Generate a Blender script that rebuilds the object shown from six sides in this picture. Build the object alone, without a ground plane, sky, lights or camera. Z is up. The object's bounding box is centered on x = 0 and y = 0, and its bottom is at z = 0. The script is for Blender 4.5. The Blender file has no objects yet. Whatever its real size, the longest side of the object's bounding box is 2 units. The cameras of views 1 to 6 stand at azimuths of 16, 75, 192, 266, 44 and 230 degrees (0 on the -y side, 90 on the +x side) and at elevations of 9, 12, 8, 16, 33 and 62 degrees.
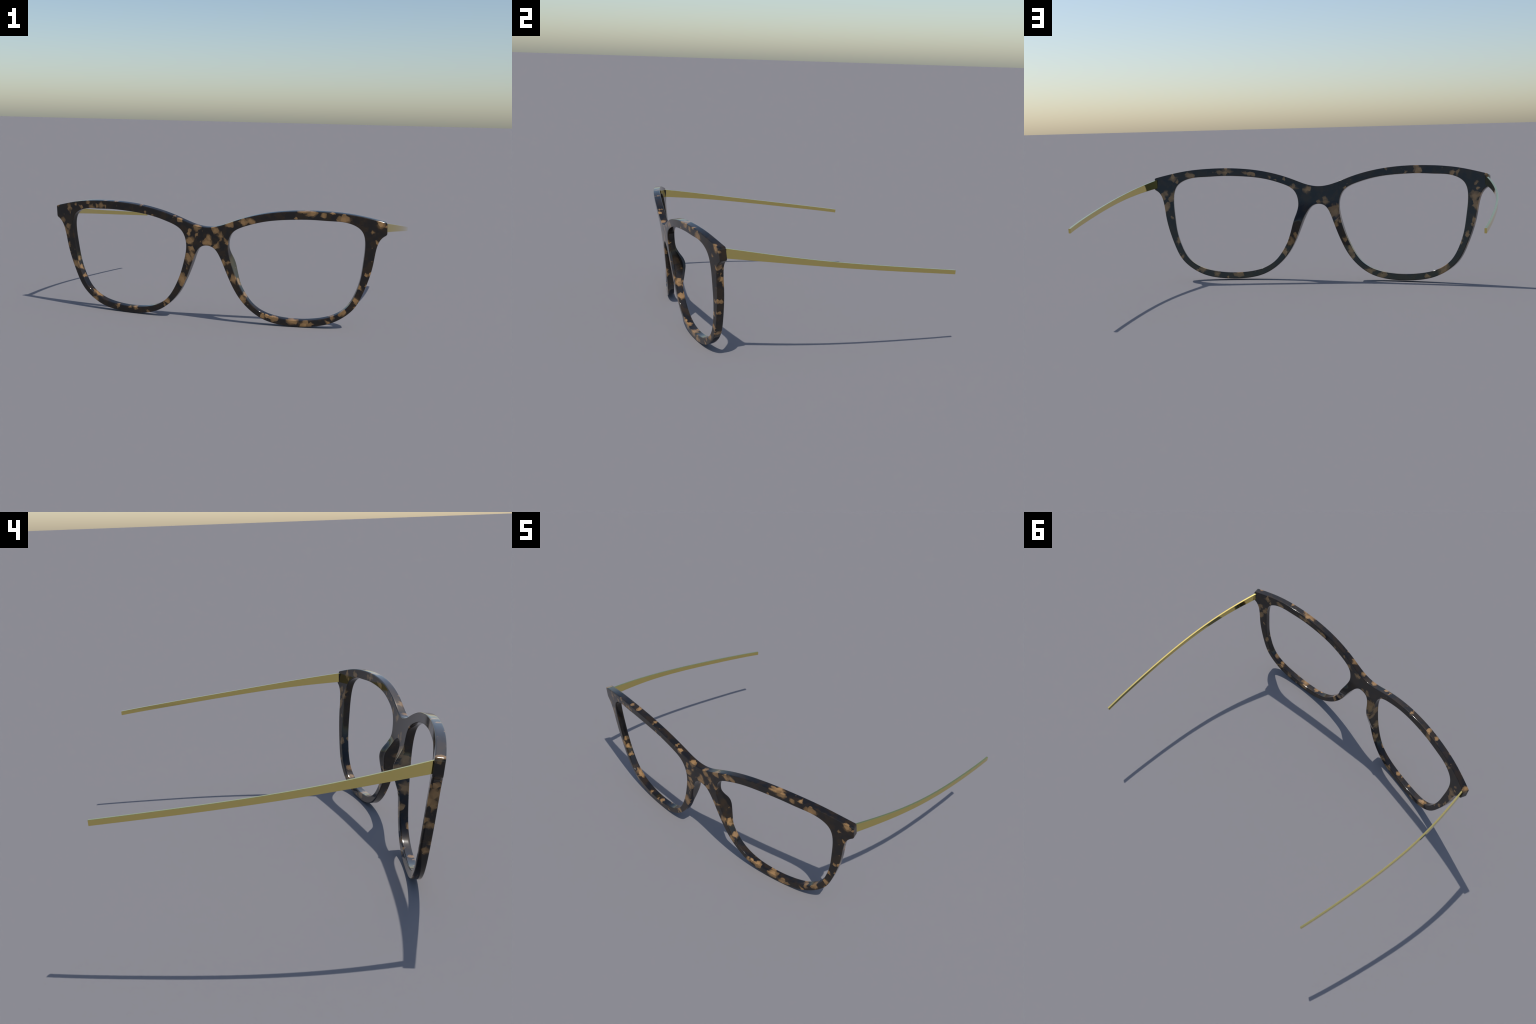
# Acetate eyeglasses: a tortoiseshell front (rims, bridge, end pieces, moulded
# nose pads) carried by two slim polished gold metal temples.  No lenses.
import bpy, bmesh, math
import numpy as np
from mathutils import Vector
from mathutils.geometry import delaunay_2d_cdt

# ------------------------------------------------------------------ outlines
# Control points (x, height) of cubic B-splines, right half of the front;
# the left half is the mirror image.
BROW = [(0.0000, 0.5318), (0.0578, 0.5318), (0.1559, 0.5778), (0.3146, 0.6237),
        (0.4789, 0.6451), (0.6440, 0.6471), (0.8089, 0.6360), (0.9163, 0.6095),
        (0.9705, 0.5965)]
LOWER = [(0.9715, 0.5305), (0.9391, 0.5173), (0.9147, 0.4608), (0.9058, 0.3719),
         (0.8833, 0.2853), (0.8528, 0.2020), (0.8167, 0.1193), (0.7490, 0.0584),
         (0.6694, 0.0171), (0.5801, 0.0015), (0.4905, -0.0030), (0.4011, 0.0022),
         (0.3132, 0.0236), (0.2380, 0.0730), (0.1766, 0.1392), (0.1344, 0.2180),
         (0.1013, 0.3011), (0.0707, 0.3846), (0.0367, 0.4303), (0.0000, 0.4303)]
OPENING = [(0.1357, 0.3373), (0.1129, 0.4258), (0.1365, 0.5196), (0.2304, 0.5544),
           (0.3123, 0.5791), (0.4044, 0.5932), (0.4935, 0.5991), (0.5838, 0.6029),
           (0.6755, 0.5968), (0.7629, 0.5984), (0.8564, 0.5582), (0.8637, 0.4591),
           (0.8523, 0.3729), (0.8424, 0.2812), (0.8145, 0.1960), (0.7736, 0.1138),
           (0.6953, 0.0620), (0.6074, 0.0411), (0.5161, 0.0321), (0.4254, 0.0354),
           (0.3360, 0.0510), (0.2538, 0.0940), (0.2018, 0.1698), (0.1624, 0.2514)]

THICK = 0.0400          # depth of the front
GROW = 0.0005           # the measured outline sits half way round the edge
EDGE = 0.0040           # radius of the polished edges
# front face:  y = Y0 + CURVE x^2 + CURVE4 x^4 + TILT (z - 0.3)
Y0, CURVE, CURVE4, TILT = -0.6528, 0.1187, 0.0193, -0.1360


def front_y(x, z):
    return Y0 + CURVE * x * x + CURVE4 * x ** 4 + TILT * (z - 0.3)


RISE = 0.105            # how much the edges climb per unit of depth


def back_normal(x, z):
    g = np.stack([-(2 * CURVE * x + 4 * CURVE4 * x ** 3), np.ones_like(x), np.full_like(x, -TILT)], -1)
    return g / np.linalg.norm(g, axis=-1, keepdims=True)


def back_way(x, z):
    """Direction in which the outline is carried from the front face to the back."""
    g = np.stack([-(2 * CURVE * x + 4 * CURVE4 * x ** 3), np.ones_like(x), np.full_like(x, RISE)], -1)
    return g / np.linalg.norm(g, axis=-1, keepdims=True)


def spline_open(ctrl, m):
    c = np.array(ctrl, float)
    n = len(c)
    knots = np.r_[[0.0] * 3, np.linspace(0, 1, n - 2), [1.0] * 3]
    t = np.clip(np.linspace(0, 1, m), 0, 1 - 1e-9)
    basis = np.array([(t >= knots[i]) & (t < knots[i + 1]) for i in range(len(knots) - 1)], float)
    for d in range(1, 4):
        nxt = np.zeros((len(knots) - 1 - d, m))
        for i in range(len(nxt)):
            a, b = knots[i + d] - knots[i], knots[i + d + 1] - knots[i + 1]
            if a > 0:
                nxt[i] += (t - knots[i]) / a * basis[i]
            if b > 0:
                nxt[i] += (knots[i + d + 1] - t) / b * basis[i + 1]
        basis = nxt
    return basis.T @ c


def spline_closed(ctrl, m):
    c = np.array(ctrl, float)
    n = len(c)
    u = np.linspace(0, n, m, endpoint=False)
    i = np.floor(u).astype(int)
    f = (u - i)[:, None]
    return ((1 - f) ** 3 * c[i % n] + (3 * f ** 3 - 6 * f ** 2 + 4) * c[(i + 1) % n]
            + (-3 * f ** 3 + 3 * f ** 2 + 3 * f + 1) * c[(i + 2) % n] + f ** 3 * c[(i + 3) % n]) / 6


def resample(p, step, closed):
    q = np.vstack([p, p[:1]]) if closed else p
    s = np.r_[0, np.cumsum(np.linalg.norm(np.diff(q, axis=0), axis=1))]
    m = max(8, int(round(s[-1] / step)))
    t = np.linspace(0, s[-1], m + 1)
    r = np.stack([np.interp(t, s, q[:, k]) for k in range(2)], -1)
    return r[:-1] if closed else r


def round_corner(a, b, c, radius, n=7):
    """Quadratic fillet replacing the corner b between points a and c."""
    u, v = a - b, c - b
    p, q = b + u / np.linalg.norm(u) * radius, b + v / np.linalg.norm(v) * radius
    t = np.linspace(0, 1, n)[:, None]
    return (1 - t) ** 2 * p + 2 * t * (1 - t) * b + t ** 2 * q


def outer_outline(step):
    brow, low = spline_open(BROW, 800), spline_open(LOWER, 1600)
    tip_a, tip_b = brow[-1].copy(), low[0].copy()
    keep_a = brow[np.linalg.norm(brow - tip_a, axis=1) > 0.008]
    keep_b = low[np.linalg.norm(low - tip_b, axis=1) > 0.010]
    ca = round_corner(keep_a[-1], tip_a, tip_b, 0.008)
    cb = round_corner(tip_a, tip_b, keep_b[0], 0.010)
    half = resample(np.vstack([keep_a, ca, cb, keep_b]), step, False)
    half[0, 0] = half[-1, 0] = 0.0
    mirror = half[::-1][1:-1] * [-1, 1]
    return np.vstack([half, mirror])          # clockwise seen from -y


def inward(loop, solid_on_right):
    d = np.roll(loop, -1, 0) - np.roll(loop, 1, 0)
    d /= np.linalg.norm(d, axis=1, keepdims=True)
    n = np.stack([d[:, 1], -d[:, 0]], -1)
    return n if solid_on_right else -n


# ------------------------------------------------------------------ thickness
NOSE_EDGE = ([0.108, 0.1385, 0.2173, 0.30, 0.384, 0.43], [0.205, 0.177, 0.1345, 0.1012, 0.071, 0.030])
LENS_EDGE = ([0.10, 0.15, 0.25, 0.337, 0.4257, 0.50], [0.255, 0.215, 0.162, 0.133, 0.118, 0.128])
PAD_FLARE = 0.10
PAD_Z = [0.150, 0.190, 0.2115, 0.222, 0.250, 0.283, 0.310, 0.335, 0.358, 0.384, 0.416, 0.440, 0.480]
PAD_D = [0.000, 0.0005, 0.0030, 0.0062, 0.0185, 0.0305, 0.0390, 0.0400, 0.0325, 0.0165, 0.0022, 0.0, 0.0]
_zf = np.linspace(PAD_Z[0], PAD_Z[-1], 400)
_df = np.interp(_zf, PAD_Z, PAD_D)
_k = np.exp(-0.5 * (np.arange(-30, 31) / 9.0) ** 2)
_df = np.convolve(np.pad(_df, 30, mode="edge"), _k / _k.sum(), "valid")


def depth(x, z):
    """Front-to-back depth: constant, swelling into the moulded nose pads."""
    ax = np.abs(x)
    bump = np.interp(z, _zf, _df, left=0, right=0)
    xn, xl = np.interp(z, *NOSE_EDGE), np.interp(z, *LENS_EDGE)
    across = np.clip((ax - xn) / (xl - xn), 0, 1)
    across = across * across * (3 - 2 * across)
    on_nose_side = np.clip((0.30 - ax) / 0.05, 0, 1)
    return THICK + bump * (0.70 + 0.30 * across) * on_nose_side


def body_point(x, z, w):
    """Position of outline point (x, z) at depth w; the pads flare off the nose."""
    p = np.stack([x, front_y(x, z), z], -1) + back_way(x, z) * w[:, None]
    full = depth(x, z)
    p[:, 0] += np.sign(x) * PAD_FLARE * (full - THICK) * (w / full) ** 2
    return p


# ------------------------------------------------------------------ front mesh
STEP = 0.0050
hole = resample(spline_closed(OPENING, 2400), STEP, True)
loops = [outer_outline(STEP), hole, hole * [-1, 1]]


def shoelace(p):
    q = np.roll(p, -1, 0)
    return 0.5 * np.sum(p[:, 0] * q[:, 1] - q[:, 0] * p[:, 1])


# make every loop run so that the solid lies on a known side
fixed = []
for k, lp in enumerate(loops):
    ccw = shoelace(lp) > 0
    want_ccw = (k == 0)
    if ccw != want_ccw:
        lp = lp[::-1].copy()
    fixed.append(lp - inward(lp, False) * GROW)  # solid always on the left
loops = fixed

ARC = [0, 22.5, 45, 67.5, 90]
verts, faces, uvw = [], [], []


def add_rows(loop, w_of, lift):
    """Vertices for one loop pushed inward by `lift` at depth w_of(x,z)."""
    q = loop + inward(loop, False) * lift
    start = len(verts)
    w = w_of(q[:, 0], q[:, 1])
    pos = body_point(q[:, 0], q[:, 1], w)
    verts.extend(map(tuple, pos))
    uvw.extend(map(tuple, np.column_stack([q, w])))
    return list(range(start, start + len(loop))), q


caps = {"front": [], "back": []}
for lp in loops:
    rows = []
    for a in reversed(ARC):                    # front edge, from the face outwards
        r = math.radians(a)
        rows.append(add_rows(lp, lambda x, z, r=r: np.full_like(x, EDGE * (1 - math.sin(r))), EDGE * (1 - math.cos(r))))
    for f in (0.2, 0.4, 0.6, 0.8):             # side wall
        rows.append(add_rows(lp, lambda x, z, f=f: EDGE + (depth(x, z) - 2 * EDGE) * f, 0.0))
    for a in ARC:                              # back edge
        r = math.radians(a)
        rows.append(add_rows(lp, lambda x, z, r=r: depth(x, z) - EDGE * (1 - math.sin(r)), EDGE * (1 - math.cos(r))))
    for (ra, _), (rb, _) in zip(rows, rows[1:]):
        n = len(ra)
        for i in range(n):
            j = (i + 1) % n
            faces.append((ra[i], ra[j], rb[j], rb[i]))
    caps["front"].append(rows[0])
    caps["back"].append(rows[-1])

# the two broad faces: boundary loops + a regular lattice, constrained Delaunay
for side in ("front", "back"):
    idx, pts, edges = [], [], []
    for ring, q in caps[side]:
        base = len(pts)
        pts += [tuple(v) for v in q]
        idx += ring
        n = len(ring)
        edges += [(base + i, base + (i + 1) % n) for i in range(n)]
    bound = np.array(pts)
    gx, gz = np.meshgrid(np.arange(-0.98, 0.981, STEP), np.arange(0.0, 0.66, STEP * 0.866))
    gx = gx + (np.arange(gx.shape[0])[:, None] % 2) * STEP * 0.5
    cand = np.stack([gx.ravel(), gz.ravel()], -1)
    near = np.full(len(cand), 9.0)
    for lo in range(0, len(bound), 200):
        near = np.minimum(near, np.linalg.norm(cand[:, None] - bound[None, lo:lo + 200], axis=-1).min(1))
    cand = cand[(near > STEP * 0.75) & (near < 0.16)]

    def inside(p, poly):
        a, b = poly, np.roll(poly, -1, 0)
        res = np.zeros(len(p), bool)
        for (x1, y1), (x2, y2) in zip(a, b):
            if y1 != y2:
                cond = (p[:, 1] < y1) != (p[:, 1] < y2)
                res ^= cond & (p[:, 0] < (x2 - x1) * (p[:, 1] - y1) / (y2 - y1) + x1)
        return res
    keep = inside(cand, caps[side][0][1]) & ~inside(cand, caps[side][1][1]) & ~inside(cand, caps[side][2][1])
    cand = cand[keep]
    w = np.zeros(len(cand)) if side == "front" else depth(cand[:, 0], cand[:, 1])
    pos = body_point(cand[:, 0], cand[:, 1], w)
    start = len(verts)
    verts.extend(map(tuple, pos))
    uvw.extend(map(tuple, np.column_stack([cand, w])))
    idx += list(range(start, start + len(cand)))
    pts += [tuple(v) for v in cand]
    out = delaunay_2d_cdt([Vector(v) for v in pts], edges, [], 0, 1e-7)
    orig = [o[0] if o else None for o in out[3]]
    tri = [f for f in out[2] if all(orig[v] is not None for v in f)]
    cen = np.array([[sum(pts[orig[v]][k] for v in f) / 3 for k in range(2)] for f in tri])
    ok = inside(cen, caps[side][0][1]) & ~inside(cen, caps[side][1][1]) & ~inside(cen, caps[side][2][1])
    for f, good in zip(tri, ok):
        if good:
            g = [idx[orig[v]] for v in f]
            faces.append(tuple(g) if side == "front" else tuple(reversed(g)))

verts = np.array(verts)
verts[:, 2] = (verts[:, 2] - verts[:, 2].min()) * 0.998
uvw = np.array(uvw)

whole = bpy.data.meshes.new("front_whole")
whole.from_pydata([tuple(v) for v in verts], [], faces)
bm = bmesh.new()
bm.from_mesh(whole)
bmesh.ops.recalc_face_normals(bm, faces=bm.faces)
bm.to_mesh(whole)
bm.free()
whole.polygons.foreach_set("use_smooth", [True] * len(whole.polygons))
whole.update()
vnorm = np.array([v.normal[:] for v in whole.vertices])
# the broad faces have an exact normal; use it so that reflections run clean
flat_front = (uvw[:, 2] < 1e-6)
vnorm[flat_front] = -back_normal(uvw[flat_front, 0], uvw[flat_front, 1])


def back_point(x, z):
    return body_point(x, z, depth(x, z))


bx, bz = uvw[:, 0], uvw[:, 1]
on_back = np.abs(uvw[:, 2] - depth(bx, bz)) < 1e-6
h = 0.0006
bn = np.cross(back_point(bx, bz + h) - back_point(bx, bz - h), back_point(bx + h, bz) - back_point(bx - h, bz))
bn /= np.linalg.norm(bn, axis=1, keepdims=True)
bn *= np.sign(bn[:, 1:2])
vnorm[on_back] = bn[on_back]


# ------------------------------------------------------------------ materials
class Nodes:
    def __init__(self, name):
        self.mat = bpy.data.materials.new(name)
        self.mat.use_nodes = True
        self.t = self.mat.node_tree
        self.t.nodes.clear()
        self.out = self.t.nodes.new("ShaderNodeOutputMaterial")
        self.bsdf = self.t.nodes.new("ShaderNodeBsdfPrincipled")
        self.link(self.bsdf.outputs[0], self.out.inputs[0])

    def link(self, a, b):
        self.t.links.new(a, b)

    def put(self, sock, v):
        if isinstance(v, bpy.types.NodeSocket):
            self.link(v, sock)
        else:
            sock.default_value = v

    def math(self, op, a, b=0.0, c=None, clamp=False):
        n = self.t.nodes.new("ShaderNodeMath")
        n.operation = op
        n.use_clamp = clamp
        self.put(n.inputs[0], a)
        self.put(n.inputs[1], b)
        if c is not None:
            self.put(n.inputs[2], c)
        return n.outputs[0]

    def vmath(self, op, a, b=(0, 0, 0)):
        n = self.t.nodes.new("ShaderNodeVectorMath")
        n.operation = op
        self.put(n.inputs[0], a)
        if op == "SCALE":
            self.put(n.inputs["Scale"], b)
        else:
            self.put(n.inputs[1], b)
        return n.outputs["Value"] if op in ("LENGTH", "DOT_PRODUCT", "DISTANCE") else n.outputs[0]

    def node(self, kind, **kw):
        n = self.t.nodes.new("ShaderNode" + kind)
        for k, v in kw.items():
            if k in n.inputs:
                self.put(n.inputs[k], v)
            else:
                setattr(n, k, v)
        return n

    def step(self, v, lo, hi):
        n = self.node("MapRange", interpolation_type="SMOOTHSTEP")
        self.put(n.inputs["Value"], v)
        self.put(n.inputs["From Min"], lo)
        self.put(n.inputs["From Max"], hi)
        return n.outputs[0]

    def mix(self, f, a, b):
        n = self.t.nodes.new("ShaderNodeMix")
        n.data_type = "RGBA"
        self.put(n.inputs[0], f)
        self.put(n.inputs[6], a)
        self.put(n.inputs[7], b)
        return n.outputs[2]


# Amber flecks in the acetate.  On the broad faces: x, height, half width,
# half height, lean in degrees.
FLECKS_FRONT = [
    (-0.099, 0.503, 0.0086, 0.0172, -20), (-0.095, 0.455, 0.0197, 0.0184, 0), (-0.053, 0.528, 0.0208, 0.0159, 0), (-0.057, 0.488, 0.0044, 0.0135, -15),
    (0.055, 0.522, 0.0279, 0.0146, -20), (0.084, 0.489, 0.0158, 0.0182, -40), (0.004, 0.449, 0.0269, 0.0159, 0), (0.057, 0.432, 0.0146, 0.0207, -30),
    (0.015, 0.477, 0.0110, 0.0134, 0), (-0.035, 0.451, 0.0074, 0.0049, 0), (0.134, 0.556, 0.0205, 0.0145, 0), (0.212, 0.575, 0.0216, 0.0168, 0),
    (0.256, 0.580, 0.0264, 0.0108, -25), (0.115, 0.458, 0.0097, 0.0182, 30), (-0.087, 0.407, 0.0136, 0.0160, 30), (-0.113, 0.355, 0.0186, 0.0272, 0),
    (-0.085, 0.372, 0.0111, 0.0247, 10), (-0.120, 0.305, 0.0050, 0.0161, 0), (-0.152, 0.226, 0.0225, 0.0388, 20), (0.094, 0.338, 0.0098, 0.0184, -25),
    (0.118, 0.341, 0.0110, 0.0086, 0), (0.117, 0.286, 0.0049, 0.0135, 30), (0.152, 0.250, 0.0184, 0.0184, 0), (0.198, 0.140, 0.0160, 0.0210, 30),
    (0.310, 0.055, 0.0074, 0.0160, 0), (0.337, 0.052, 0.0099, 0.0099, 30), (0.369, 0.041, 0.0246, 0.0135, 0), (0.476, 0.030, 0.0270, 0.0160, 0),
    (0.548, 0.018, 0.0294, 0.0184, 0), (0.671, 0.030, 0.0147, 0.0098, 0), (0.748, 0.091, 0.0182, 0.0134, 40), (0.810, 0.169, 0.0133, 0.0193, 0),
    (0.830, 0.243, 0.0096, 0.0241, 10), (0.866, 0.309, 0.0096, 0.0084, 0), (0.888, 0.317, 0.0072, 0.0084, 0), (0.867, 0.252, 0.0036, 0.0084, 0),
    (0.937, 0.587, 0.0151, 0.0172, 0), (0.961, 0.576, 0.0111, 0.0051, 0), (0.897, 0.545, 0.0081, 0.0091, 20), (0.920, 0.493, 0.0046, 0.0132, 45),
    (0.583, 0.636, 0.0260, 0.0165, 0), (0.541, 0.642, 0.0307, 0.0059, 0), (0.640, 0.628, 0.0094, 0.0141, 0), (0.688, 0.642, 0.0129, 0.0029, 0),
    (0.752, 0.610, 0.0283, 0.0177, 0), (0.501, 0.606, 0.0083, 0.0059, 0), (-0.154, 0.566, 0.0172, 0.0080, -25), (-0.380, 0.636, 0.0149, 0.0050, -15),
    (-0.361, 0.598, 0.0068, 0.0124, 0), (-0.318, 0.584, 0.0062, 0.0050, 0), (-0.872, 0.597, 0.0122, 0.0189, 0), (-0.870, 0.561, 0.0056, 0.0167, -10),
    (-0.825, 0.612, 0.0050, 0.0099, -30), (-0.781, 0.603, 0.0165, 0.0061, -30), (-0.736, 0.630, 0.0077, 0.0109, 0), (-0.708, 0.606, 0.0186, 0.0120, 0),
    (-0.646, 0.621, 0.0163, 0.0185, 0), (-0.676, 0.613, 0.0076, 0.0120, 0), (-0.618, 0.617, 0.0043, 0.0130, 0), (-0.927, 0.513, 0.0146, 0.0124, 0),
    (-0.892, 0.482, 0.0190, 0.0146, 0), (-0.905, 0.446, 0.0146, 0.0292, 10), (-0.892, 0.371, 0.0090, 0.0158, 0), (-0.852, 0.254, 0.0145, 0.0317, 15),
    (-0.726, 0.054, 0.0171, 0.0171, 0), (-0.571, 0.031, 0.0124, 0.0117, 0), (-0.494, 0.029, 0.0078, 0.0058, 0), (-0.451, 0.034, 0.0123, 0.0103, 0),
    (-0.249, 0.094, 0.0127, 0.0203, 30), (-0.267, 0.071, 0.0076, 0.0178, 35), (-0.369, 0.015, 0.0116, 0.0064, 0),
]
FLECKS_BACK = [
    (0.855, 0.597, 0.0172, 0.0172, 0), (0.832, 0.580, 0.0066, 0.0119, 0), (0.757, 0.610, 0.0185, 0.0158, 0), (0.552, 0.628, 0.0356, 0.0185, 0),
    (0.894, 0.512, 0.0119, 0.0145, 0), (0.909, 0.491, 0.0106, 0.0185, 0), (0.864, 0.482, 0.0119, 0.0343, 0), (0.891, 0.431, 0.0145, 0.0343, 10),
    (0.859, 0.370, 0.0066, 0.0119, -40), (0.820, 0.228, 0.0106, 0.0185, 0), (0.803, 0.134, 0.0066, 0.0158, 30), (0.711, 0.053, 0.0119, 0.0079, 0),
    (0.677, 0.060, 0.0224, 0.0119, 20), (0.599, 0.030, 0.0158, 0.0145, 0), (0.532, 0.016, 0.0066, 0.0079, 0), (0.470, 0.031, 0.0250, 0.0105, 0),
    (0.193, 0.157, 0.0170, 0.0170, 0), (0.159, 0.216, 0.0196, 0.0222, 0), (0.132, 0.249, 0.0104, 0.0144, 0), (0.412, 0.616, 0.0220, 0.0075, 8),
    (0.388, 0.612, 0.0180, 0.0075, 8), (0.435, 0.617, 0.0150, 0.0085, 0),
    (0.290, 0.589, 0.0105, 0.0066, 15), (0.257, 0.577, 0.0079, 0.0052, 0), (0.204, 0.578, 0.0065, 0.0078, 0), (0.151, 0.531, 0.0274, 0.0117, 40),
    (0.069, 0.517, 0.0221, 0.0182, 0), (-0.037, 0.467, 0.0143, 0.0130, 0), (-0.005, 0.447, 0.0182, 0.0104, 0), (-0.039, 0.444, 0.0220, 0.0143, 0),
    (-0.097, 0.398, 0.0258, 0.0323, 0), (-0.106, 0.316, 0.0142, 0.0323, 20), (-0.153, 0.528, 0.0064, 0.0064, 0), (-0.767, 0.607, 0.0124, 0.0149, 0),
    (-0.796, 0.612, 0.0074, 0.0210, 25), (-0.947, 0.600, 0.0158, 0.0061, 15), (-0.896, 0.551, 0.0049, 0.0110, 20), (-0.903, 0.525, 0.0086, 0.0073, 0),
    (-0.888, 0.484, 0.0269, 0.0220, 0), (-0.896, 0.433, 0.0171, 0.0330, 0), (-0.888, 0.353, 0.0098, 0.0184, -10), (-0.877, 0.326, 0.0074, 0.0074, 0),
    (-0.162, 0.232, 0.0142, 0.0116, 0), (-0.191, 0.166, 0.0154, 0.0219, 0), (-0.204, 0.135, 0.0090, 0.0141, 0),
    (-0.306, 0.056, 0.0256, 0.0166, 0), (-0.373, 0.032, 0.0255, 0.0140, 0), (-0.849, 0.274, 0.0123, 0.0160, 0), (-0.823, 0.243, 0.0049, 0.0074, 0),
    (-0.818, 0.226, 0.0074, 0.0099, 0), (-0.718, 0.068, 0.0373, 0.0224, -35), (-0.632, 0.033, 0.0125, 0.0113, 0), (-0.572, 0.624, 0.0202, 0.0229, 0),
    (-0.504, 0.611, 0.0108, 0.0068, 0),
]
# flecks that show on the edges and the opening walls: x, height, depth, radius
FLECKS_EDGE = [
    (0.552, 0.645, 0.022, 0.0300), (0.140, 0.567, 0.012, 0.0170), (0.047, 0.537, 0.012, 0.0160), (-0.049, 0.537, 0.010, 0.0170),
    (-0.153, 0.572, 0.006, 0.0130), (-0.392, 0.633, 0.024, 0.0125), (-0.550, 0.646, 0.020, 0.0100), (-0.620, 0.646, 0.019, 0.0095),
    (-0.955, 0.597, 0.019, 0.0205), (0.743, 0.095, 0.014, 0.0160), (0.691, 0.060, 0.014, 0.0150), (0.475, 0.033, 0.014, 0.0240),
    (0.372, 0.045, 0.010, 0.0150), (-0.455, 0.034, 0.014, 0.0140), (-0.569, 0.037, 0.010, 0.0110), (-0.712, 0.075, 0.026, 0.0240),
    (-0.840, 0.289, 0.022, 0.0150), (-0.828, 0.238, 0.018, 0.0140), (-0.805, 0.185, 0.026, 0.0140), (-0.738, 0.085, 0.024, 0.0240),
    (0.165, 0.235, 0.018, 0.0190), (0.208, 0.159, 0.019, 0.0210), (-0.189, 0.578, 0.020, 0.0110), (0.687, 0.643, 0.006, 0.0085),
    (0.931, 0.491, 0.020, 0.0150), (0.914, 0.434, 0.026, 0.0190), (0.890, 0.310, 0.022, 0.0130), (0.870, 0.250, 0.019, 0.0110),
    (0.811, 0.122, 0.019, 0.0180), (-0.915, 0.452, 0.018, 0.0300), (-0.912, 0.415, 0.020, 0.0260), (-0.895, 0.326, 0.022, 0.0180), (-0.857, 0.214, 0.019, 0.0180),
    (-0.925, 0.490, 0.014, 0.0150),
    # opening walls beside the nose and the pad faces
    (-0.128, 0.368, 0.018, 0.0250), (-0.164, 0.246, 0.018, 0.0270), (-0.203, 0.172, 0.030, 0.0120),
    (-0.108, 0.315, 0.038, 0.0130), (-0.136, 0.340, 0.034, 0.0150),
]


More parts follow.
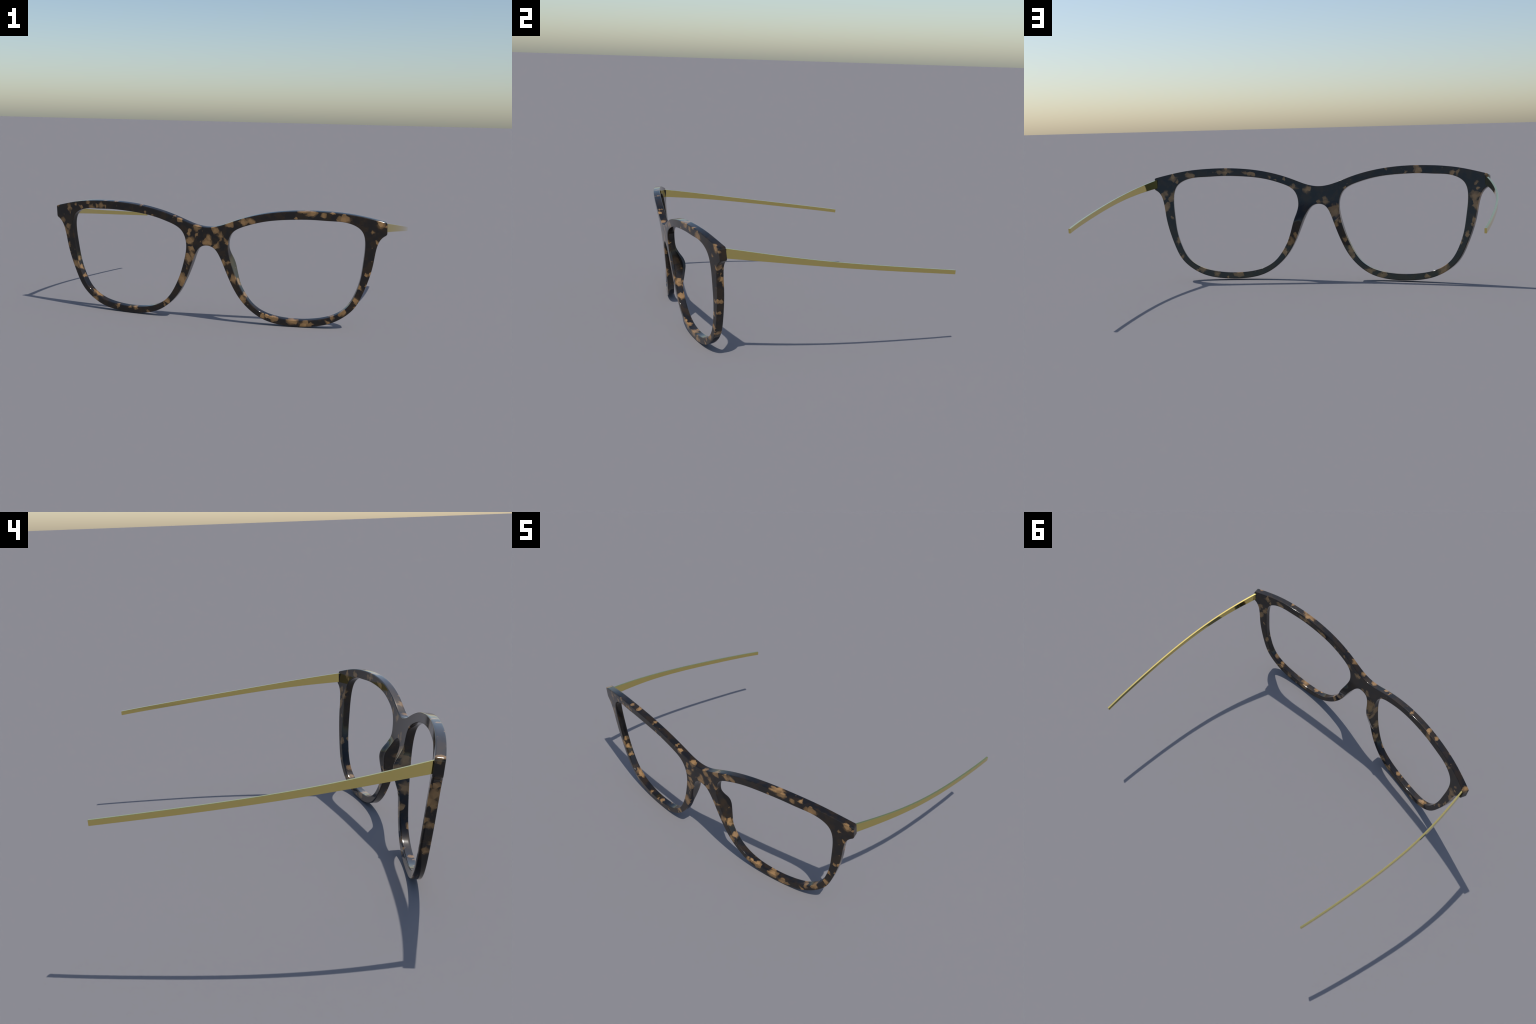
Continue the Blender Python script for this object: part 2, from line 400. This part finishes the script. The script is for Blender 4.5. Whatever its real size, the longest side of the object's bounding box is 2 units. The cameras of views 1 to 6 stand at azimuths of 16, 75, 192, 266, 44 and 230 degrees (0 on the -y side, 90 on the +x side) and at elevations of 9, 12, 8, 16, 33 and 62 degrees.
def tortoiseshell():
    m = Nodes("tortoiseshell_acetate")
    pos = m.node("TexCoord").outputs["Object"]
    xyz = m.node("SeparateXYZ", Vector=pos)
    x, y, z = xyz.outputs
    # depth behind the curved front face, limited to the plate thickness
    x2 = m.math("MULTIPLY", x, x)
    face = m.math("MULTIPLY_ADD", m.math("MULTIPLY_ADD", x2, CURVE4, CURVE), x2, Y0 - 0.3 * TILT)
    face = m.math("MULTIPLY_ADD", z, TILT, face)
    w = m.math("SUBTRACT", y, face)
    # the nose pads are the same sheet drawn out backwards: scale their depth back
    off = m.math("DIVIDE", m.math("SUBTRACT", z, 0.318), 0.060)
    swell = m.math("POWER", math.e, m.math("MULTIPLY", m.math("MULTIPLY", off, off), -1.0))
    swell = m.math("MULTIPLY", swell, m.math("LESS_THAN", m.math("ABSOLUTE", x), 0.28))
    w = m.math("DIVIDE", w, m.math("MULTIPLY_ADD", swell, 0.85, 1.0))
    w = m.math("MINIMUM", m.math("MAXIMUM", w, 0.0), THICK)
    flat = m.node("CombineXYZ", X=x, Y=z, Z=w).outputs[0]
    # broken, angular shard borders: pull every point towards its Voronoi cell
    shard = m.node("TexVoronoi", Vector=flat, Scale=50.0, Randomness=1.0)
    chip = m.node("TexVoronoi", Vector=flat, Scale=140.0, Randomness=1.0)
    pull = m.vmath("SCALE", m.vmath("SUBTRACT", shard.outputs["Position"], flat), 0.45)
    pull2 = m.vmath("SCALE", m.vmath("SUBTRACT", chip.outputs["Position"], flat), 0.12)
    bent = m.vmath("ADD", m.vmath("ADD", flat, pull), pull2)

    dist = None
    rng = np.random.default_rng(5)
    for group, w0, wr in ((FLECKS_FRONT, 0.0, 0.016), (FLECKS_BACK, THICK, 0.014), (FLECKS_EDGE, None, None)):
        for f in group:
            n = m.t.nodes.new("ShaderNodeMapping")
            n.vector_type = "TEXTURE"
            if dist is None:
                m.link(bent, n.inputs["Vector"])
            else:
                # evaluated one after the other, which keeps the shader small
                seq = m.t.nodes.new("ShaderNodeVectorMath")
                seq.operation = "MULTIPLY_ADD"
                m.link(dist, seq.inputs[0])
                seq.inputs[1].default_value = (1e-7, 1e-7, 1e-7)
                m.link(bent, seq.inputs[2])
                m.link(seq.outputs[0], n.inputs["Vector"])
            if w0 is None:
                n.inputs["Location"].default_value = (f[0], f[1], f[2])
                n.inputs["Scale"].default_value = (f[3] * 1.25, f[3] * 1.25, 0.020)
            else:
                n.inputs["Location"].default_value = (f[0], f[1], w0)
                n.inputs["Rotation"].default_value = (0, 0, math.radians(f[4]))
                n.inputs["Scale"].default_value = (f[2] * 1.40, f[3] * 1.40, wr)
            if rng.random() < 0.6:             # rhombic chip, else rounded chip
                n.inputs["Scale"].default_value = [v * g for v, g in zip(n.inputs["Scale"].default_value, (1.28, 1.28, 1.5))]
                if w0 is not None:
                    n.inputs["Rotation"].default_value[2] += rng.uniform(-0.5, 0.5)
                d = m.vmath("DOT_PRODUCT", m.vmath("ABSOLUTE", n.outputs[0]), (1, 1, 1))
            else:
                d = m.vmath("LENGTH", n.outputs[0])
            dist = d if dist is None else m.math("MINIMUM", dist, d)
    tint = m.node("SeparateColor", Color=shard.outputs["Color"])
    mask = m.step(dist, 1.08, m.math("MULTIPLY_ADD", tint.outputs[1], -0.62, 0.97))
    # a scatter of tiny chips between the flecks
    dust = m.node("TexVoronoi", Vector=flat, Scale=48.0, Randomness=1.0)
    pick = m.node("SeparateColor", Color=dust.outputs["Color"])
    tiny = m.math("MULTIPLY", m.step(pick.outputs[0], 0.93, 0.94), m.step(dust.outputs["Distance"], 0.24, 0.16))
    mask = m.math("MAXIMUM", mask, m.math("MULTIPLY", tiny, 0.35))

    shade = m.node("SeparateColor", Color=shard.outputs["Color"])
    glow = m.math("MULTIPLY_ADD", shade.outputs[0], 0.45, m.math("MULTIPLY", m.step(dist, 1.05, 0.25), 0.55))
    amber = m.mix(glow, (0.135, 0.078, 0.031, 1), (0.38, 0.215, 0.085, 1))
    tone = m.node("TexNoise", Vector=flat, Scale=22.0, Detail=2.0)
    dark = m.mix(m.step(tone.outputs[0], 0.42, 0.62), (0.0105, 0.0090, 0.0082, 1), (0.0250, 0.0155, 0.0074, 1))
    m.put(m.bsdf.inputs["Base Color"], m.mix(mask, dark, amber))
    m.put(m.bsdf.inputs["Roughness"], 0.08)
    m.put(m.bsdf.inputs["IOR"], 1.5)
    return m.mat


def gold():
    m = Nodes("polished_gold")
    m.put(m.bsdf.inputs["Base Color"], (0.78, 0.65, 0.225, 1))
    m.put(m.bsdf.inputs["Metallic"], 1.0)
    m.put(m.bsdf.inputs["Roughness"], 0.05)
    return m.mat


def dark_sliver():
    m = Nodes("dark_sliver_black")
    m.put(m.bsdf.inputs["Base Color"], (0.010, 0.009, 0.005, 1))
    m.put(m.bsdf.inputs["Roughness"], 0.35)
    return m.mat


ACETATE, GOLD, SLIVER = tortoiseshell(), gold(), dark_sliver()

# ------------------------------------------------------------------ split the front into parts
thing = bpy.data.objects.new("eyeglasses", None)
bpy.context.scene.collection.objects.link(thing)
thing["label"] = "dark tortoiseshell eyeglasses frame with slim gold temples, no lenses"
thing["category"] = "eyeglasses"


def part_of(c):
    """Which named part a face belongs to, from its centre in outline coordinates."""
    x, z, w = c
    ax = abs(x)
    if ax < 0.055 or (ax < 0.13 and z > 0.415):
        return "bridge", 0
    side = 1 if x > 0 else -1
    if ax > 0.895 and z > 0.47:
        return "end_piece", side
    if w > THICK * 0.999 and 0.215 < z < 0.415 and ax < 0.26:
        return "nose_pad", side
    return "rim", side


groups = {}
for poly in whole.polygons:
    c = uvw[list(poly.vertices)].mean(0)
    groups.setdefault(part_of(c), []).append(tuple(poly.vertices))

made = {}
for key in [("bridge", 0), ("rim", 1), ("rim", -1), ("end_piece", 1), ("end_piece", -1), ("nose_pad", 1), ("nose_pad", -1)]:
    fl = groups[key]
    used = sorted({v for f in fl for v in f})
    remap = {v: i for i, v in enumerate(used)}
    me = bpy.data.meshes.new(key[0])
    me.from_pydata([tuple(verts[v]) for v in used], [], [tuple(remap[v] for v in f) for f in fl])
    me.polygons.foreach_set("use_smooth", [True] * len(me.polygons))
    me.update()
    me.normals_split_custom_set_from_vertices([tuple(vnorm[v]) for v in used])
    me.materials.append(ACETATE)
    ob = bpy.data.objects.new(key[0], me)
    bpy.context.scene.collection.objects.link(ob)
    parent = made[("rim", key[1])] if key[0] in ("end_piece", "nose_pad") else thing
    ob.parent = parent
    made[key] = ob
bpy.data.meshes.remove(whole)

# ------------------------------------------------------------------ temples
# station: y, centre x, top z, bottom z
TEMPLE = [(-0.545, 0.9440, 0.5935, 0.5440), (-0.5245, 0.9485, 0.5912, 0.5420), (-0.4367, 0.9625, 0.5796, 0.5360),
          (-0.2931, 0.9820, 0.5602, 0.5235), (-0.1409, 0.9932, 0.5395, 0.5088), (0.0190, 0.9938, 0.5192, 0.4922),
          (0.1774, 0.9870, 0.5006, 0.4748), (0.3406, 0.9745, 0.4822, 0.4579), (0.5059, 0.9566, 0.4638, 0.4406),
          (0.6890, 0.9320, 0.4426, 0.4207)]
TEMPLE_W = 0.0105
TEMPLE_R = 0.0012


def temple_mesh():
    st = np.array(TEMPLE)
    ys = np.linspace(st[0, 0], st[-1, 0], 90)
    cx, top, bot = [np.poly1d(np.polyfit(st[:, 0], st[:, k], 5))(ys) for k in (1, 2, 3)]
    dx, dtop, dbot = np.gradient(cx, ys), np.gradient(top, ys), np.gradient(bot, ys)
    vs, ns, fs = [], [], []
    r, h = TEMPLE_R, TEMPLE_W / 2
    corners = ((1, 1, (0, 30, 60, 90)), (-1, 1, (90, 120, 150, 180)), (-1, -1, (180, 210, 240, 270)), (1, -1, (270, 300, 330, 360)))
    for i, y in enumerate(ys):
        out = Vector((1.0, -dx[i], 0.0)).normalized()
        for sx, sz, angles in corners:
            slope = dtop[i] if sz > 0 else dbot[i]
            up = Vector((0.0, -slope, 1.0)).normalized()
            zc = top[i] - r if sz > 0 else bot[i] + r
            for a in angles:
                c, n = math.cos(math.radians(a)), math.sin(math.radians(a))
                p = Vector((cx[i], y, zc + r * n)) + out * (sx * (h - r) + r * c)
                if i == len(ys) - 1:
                    p.y -= 0.0015 * (top[i] - p.z) / (top[i] - bot[i])
                vs.append(tuple(p))
                ns.append(tuple((out * c + up * n).normalized()))
    n = 16
    for i in range(len(ys) - 1):
        for j in range(n):
            a, b = i * n + j, i * n + (j + 1) % n
            fs.append((a, b, b + n, a + n))
    for first, sign in ((0, -1.0), ((len(ys) - 1) * n, 1.0)):      # flat end caps
        base = len(vs)
        vs += vs[first:first + n]
        ns += [(0.0, sign, 0.0)] * n
        ring = list(range(base, base + n))
        fs.append(tuple(reversed(ring) if sign < 0 else ring))
    return vs, ns, fs


tv, tn, tf = temple_mesh()
temples = {}
for s in (1, -1):
    me = bpy.data.meshes.new("temple")
    order = (lambda f: f) if s > 0 else (lambda f: tuple(reversed(f)))
    me.from_pydata([(s * x, y, z) for x, y, z in tv], [], [order(f) for f in tf])
    me.polygons.foreach_set("use_smooth", [True] * len(me.polygons))
    me.update()
    if me.polygons[0].normal.dot(Vector((s * tn[0][0], tn[0][1], tn[0][2]))) < 0:
        me.flip_normals()
    me.normals_split_custom_set_from_vertices([(s * x, y, z) for x, y, z in tn])
    me.materials.append(GOLD)
    ob = bpy.data.objects.new("temple", me)
    bpy.context.scene.collection.objects.link(ob)
    ob.parent = thing
    temples[s] = ob

# ------------------------------------------------------------------ dark slivers at the temple roots
# a thin black block where each temple meets its end piece
for s in (1, -1):
    x0, z1, z0 = TEMPLE[1][1], TEMPLE[1][2] - 0.0012, TEMPLE[1][3] + 0.0012
    y0 = float(front_y(np.array(x0), np.array(0.566))) + THICK - 0.004
    y1 = y0 + 0.0085
    dirx = 0.165
    hw = TEMPLE_W / 2 + 0.0004
    vs = []
    for y in (y0, y1):
        for sx, z in ((-1, z0), (1, z0), (1, z1), (-1, z1)):
            vs.append((s * (x0 + (y - y0) * dirx * 0.9 - 0.0015 + sx * hw), y, z))
    me = bpy.data.meshes.new("root_sliver")
    me.from_pydata(vs, [], [(0, 1, 2, 3), (4, 7, 6, 5), (0, 4, 5, 1), (1, 5, 6, 2), (2, 6, 7, 3), (3, 7, 4, 0)])
    b = bmesh.new()
    b.from_mesh(me)
    bmesh.ops.recalc_face_normals(b, faces=b.faces)
    bmesh.ops.bevel(b, geom=list(b.edges), offset=0.0006, segments=2, affect="EDGES")
    b.to_mesh(me)
    b.free()
    me.materials.append(SLIVER)
    ob = bpy.data.objects.new("root_sliver", me)
    bpy.context.scene.collection.objects.link(ob)
    ob.parent = temples[s]
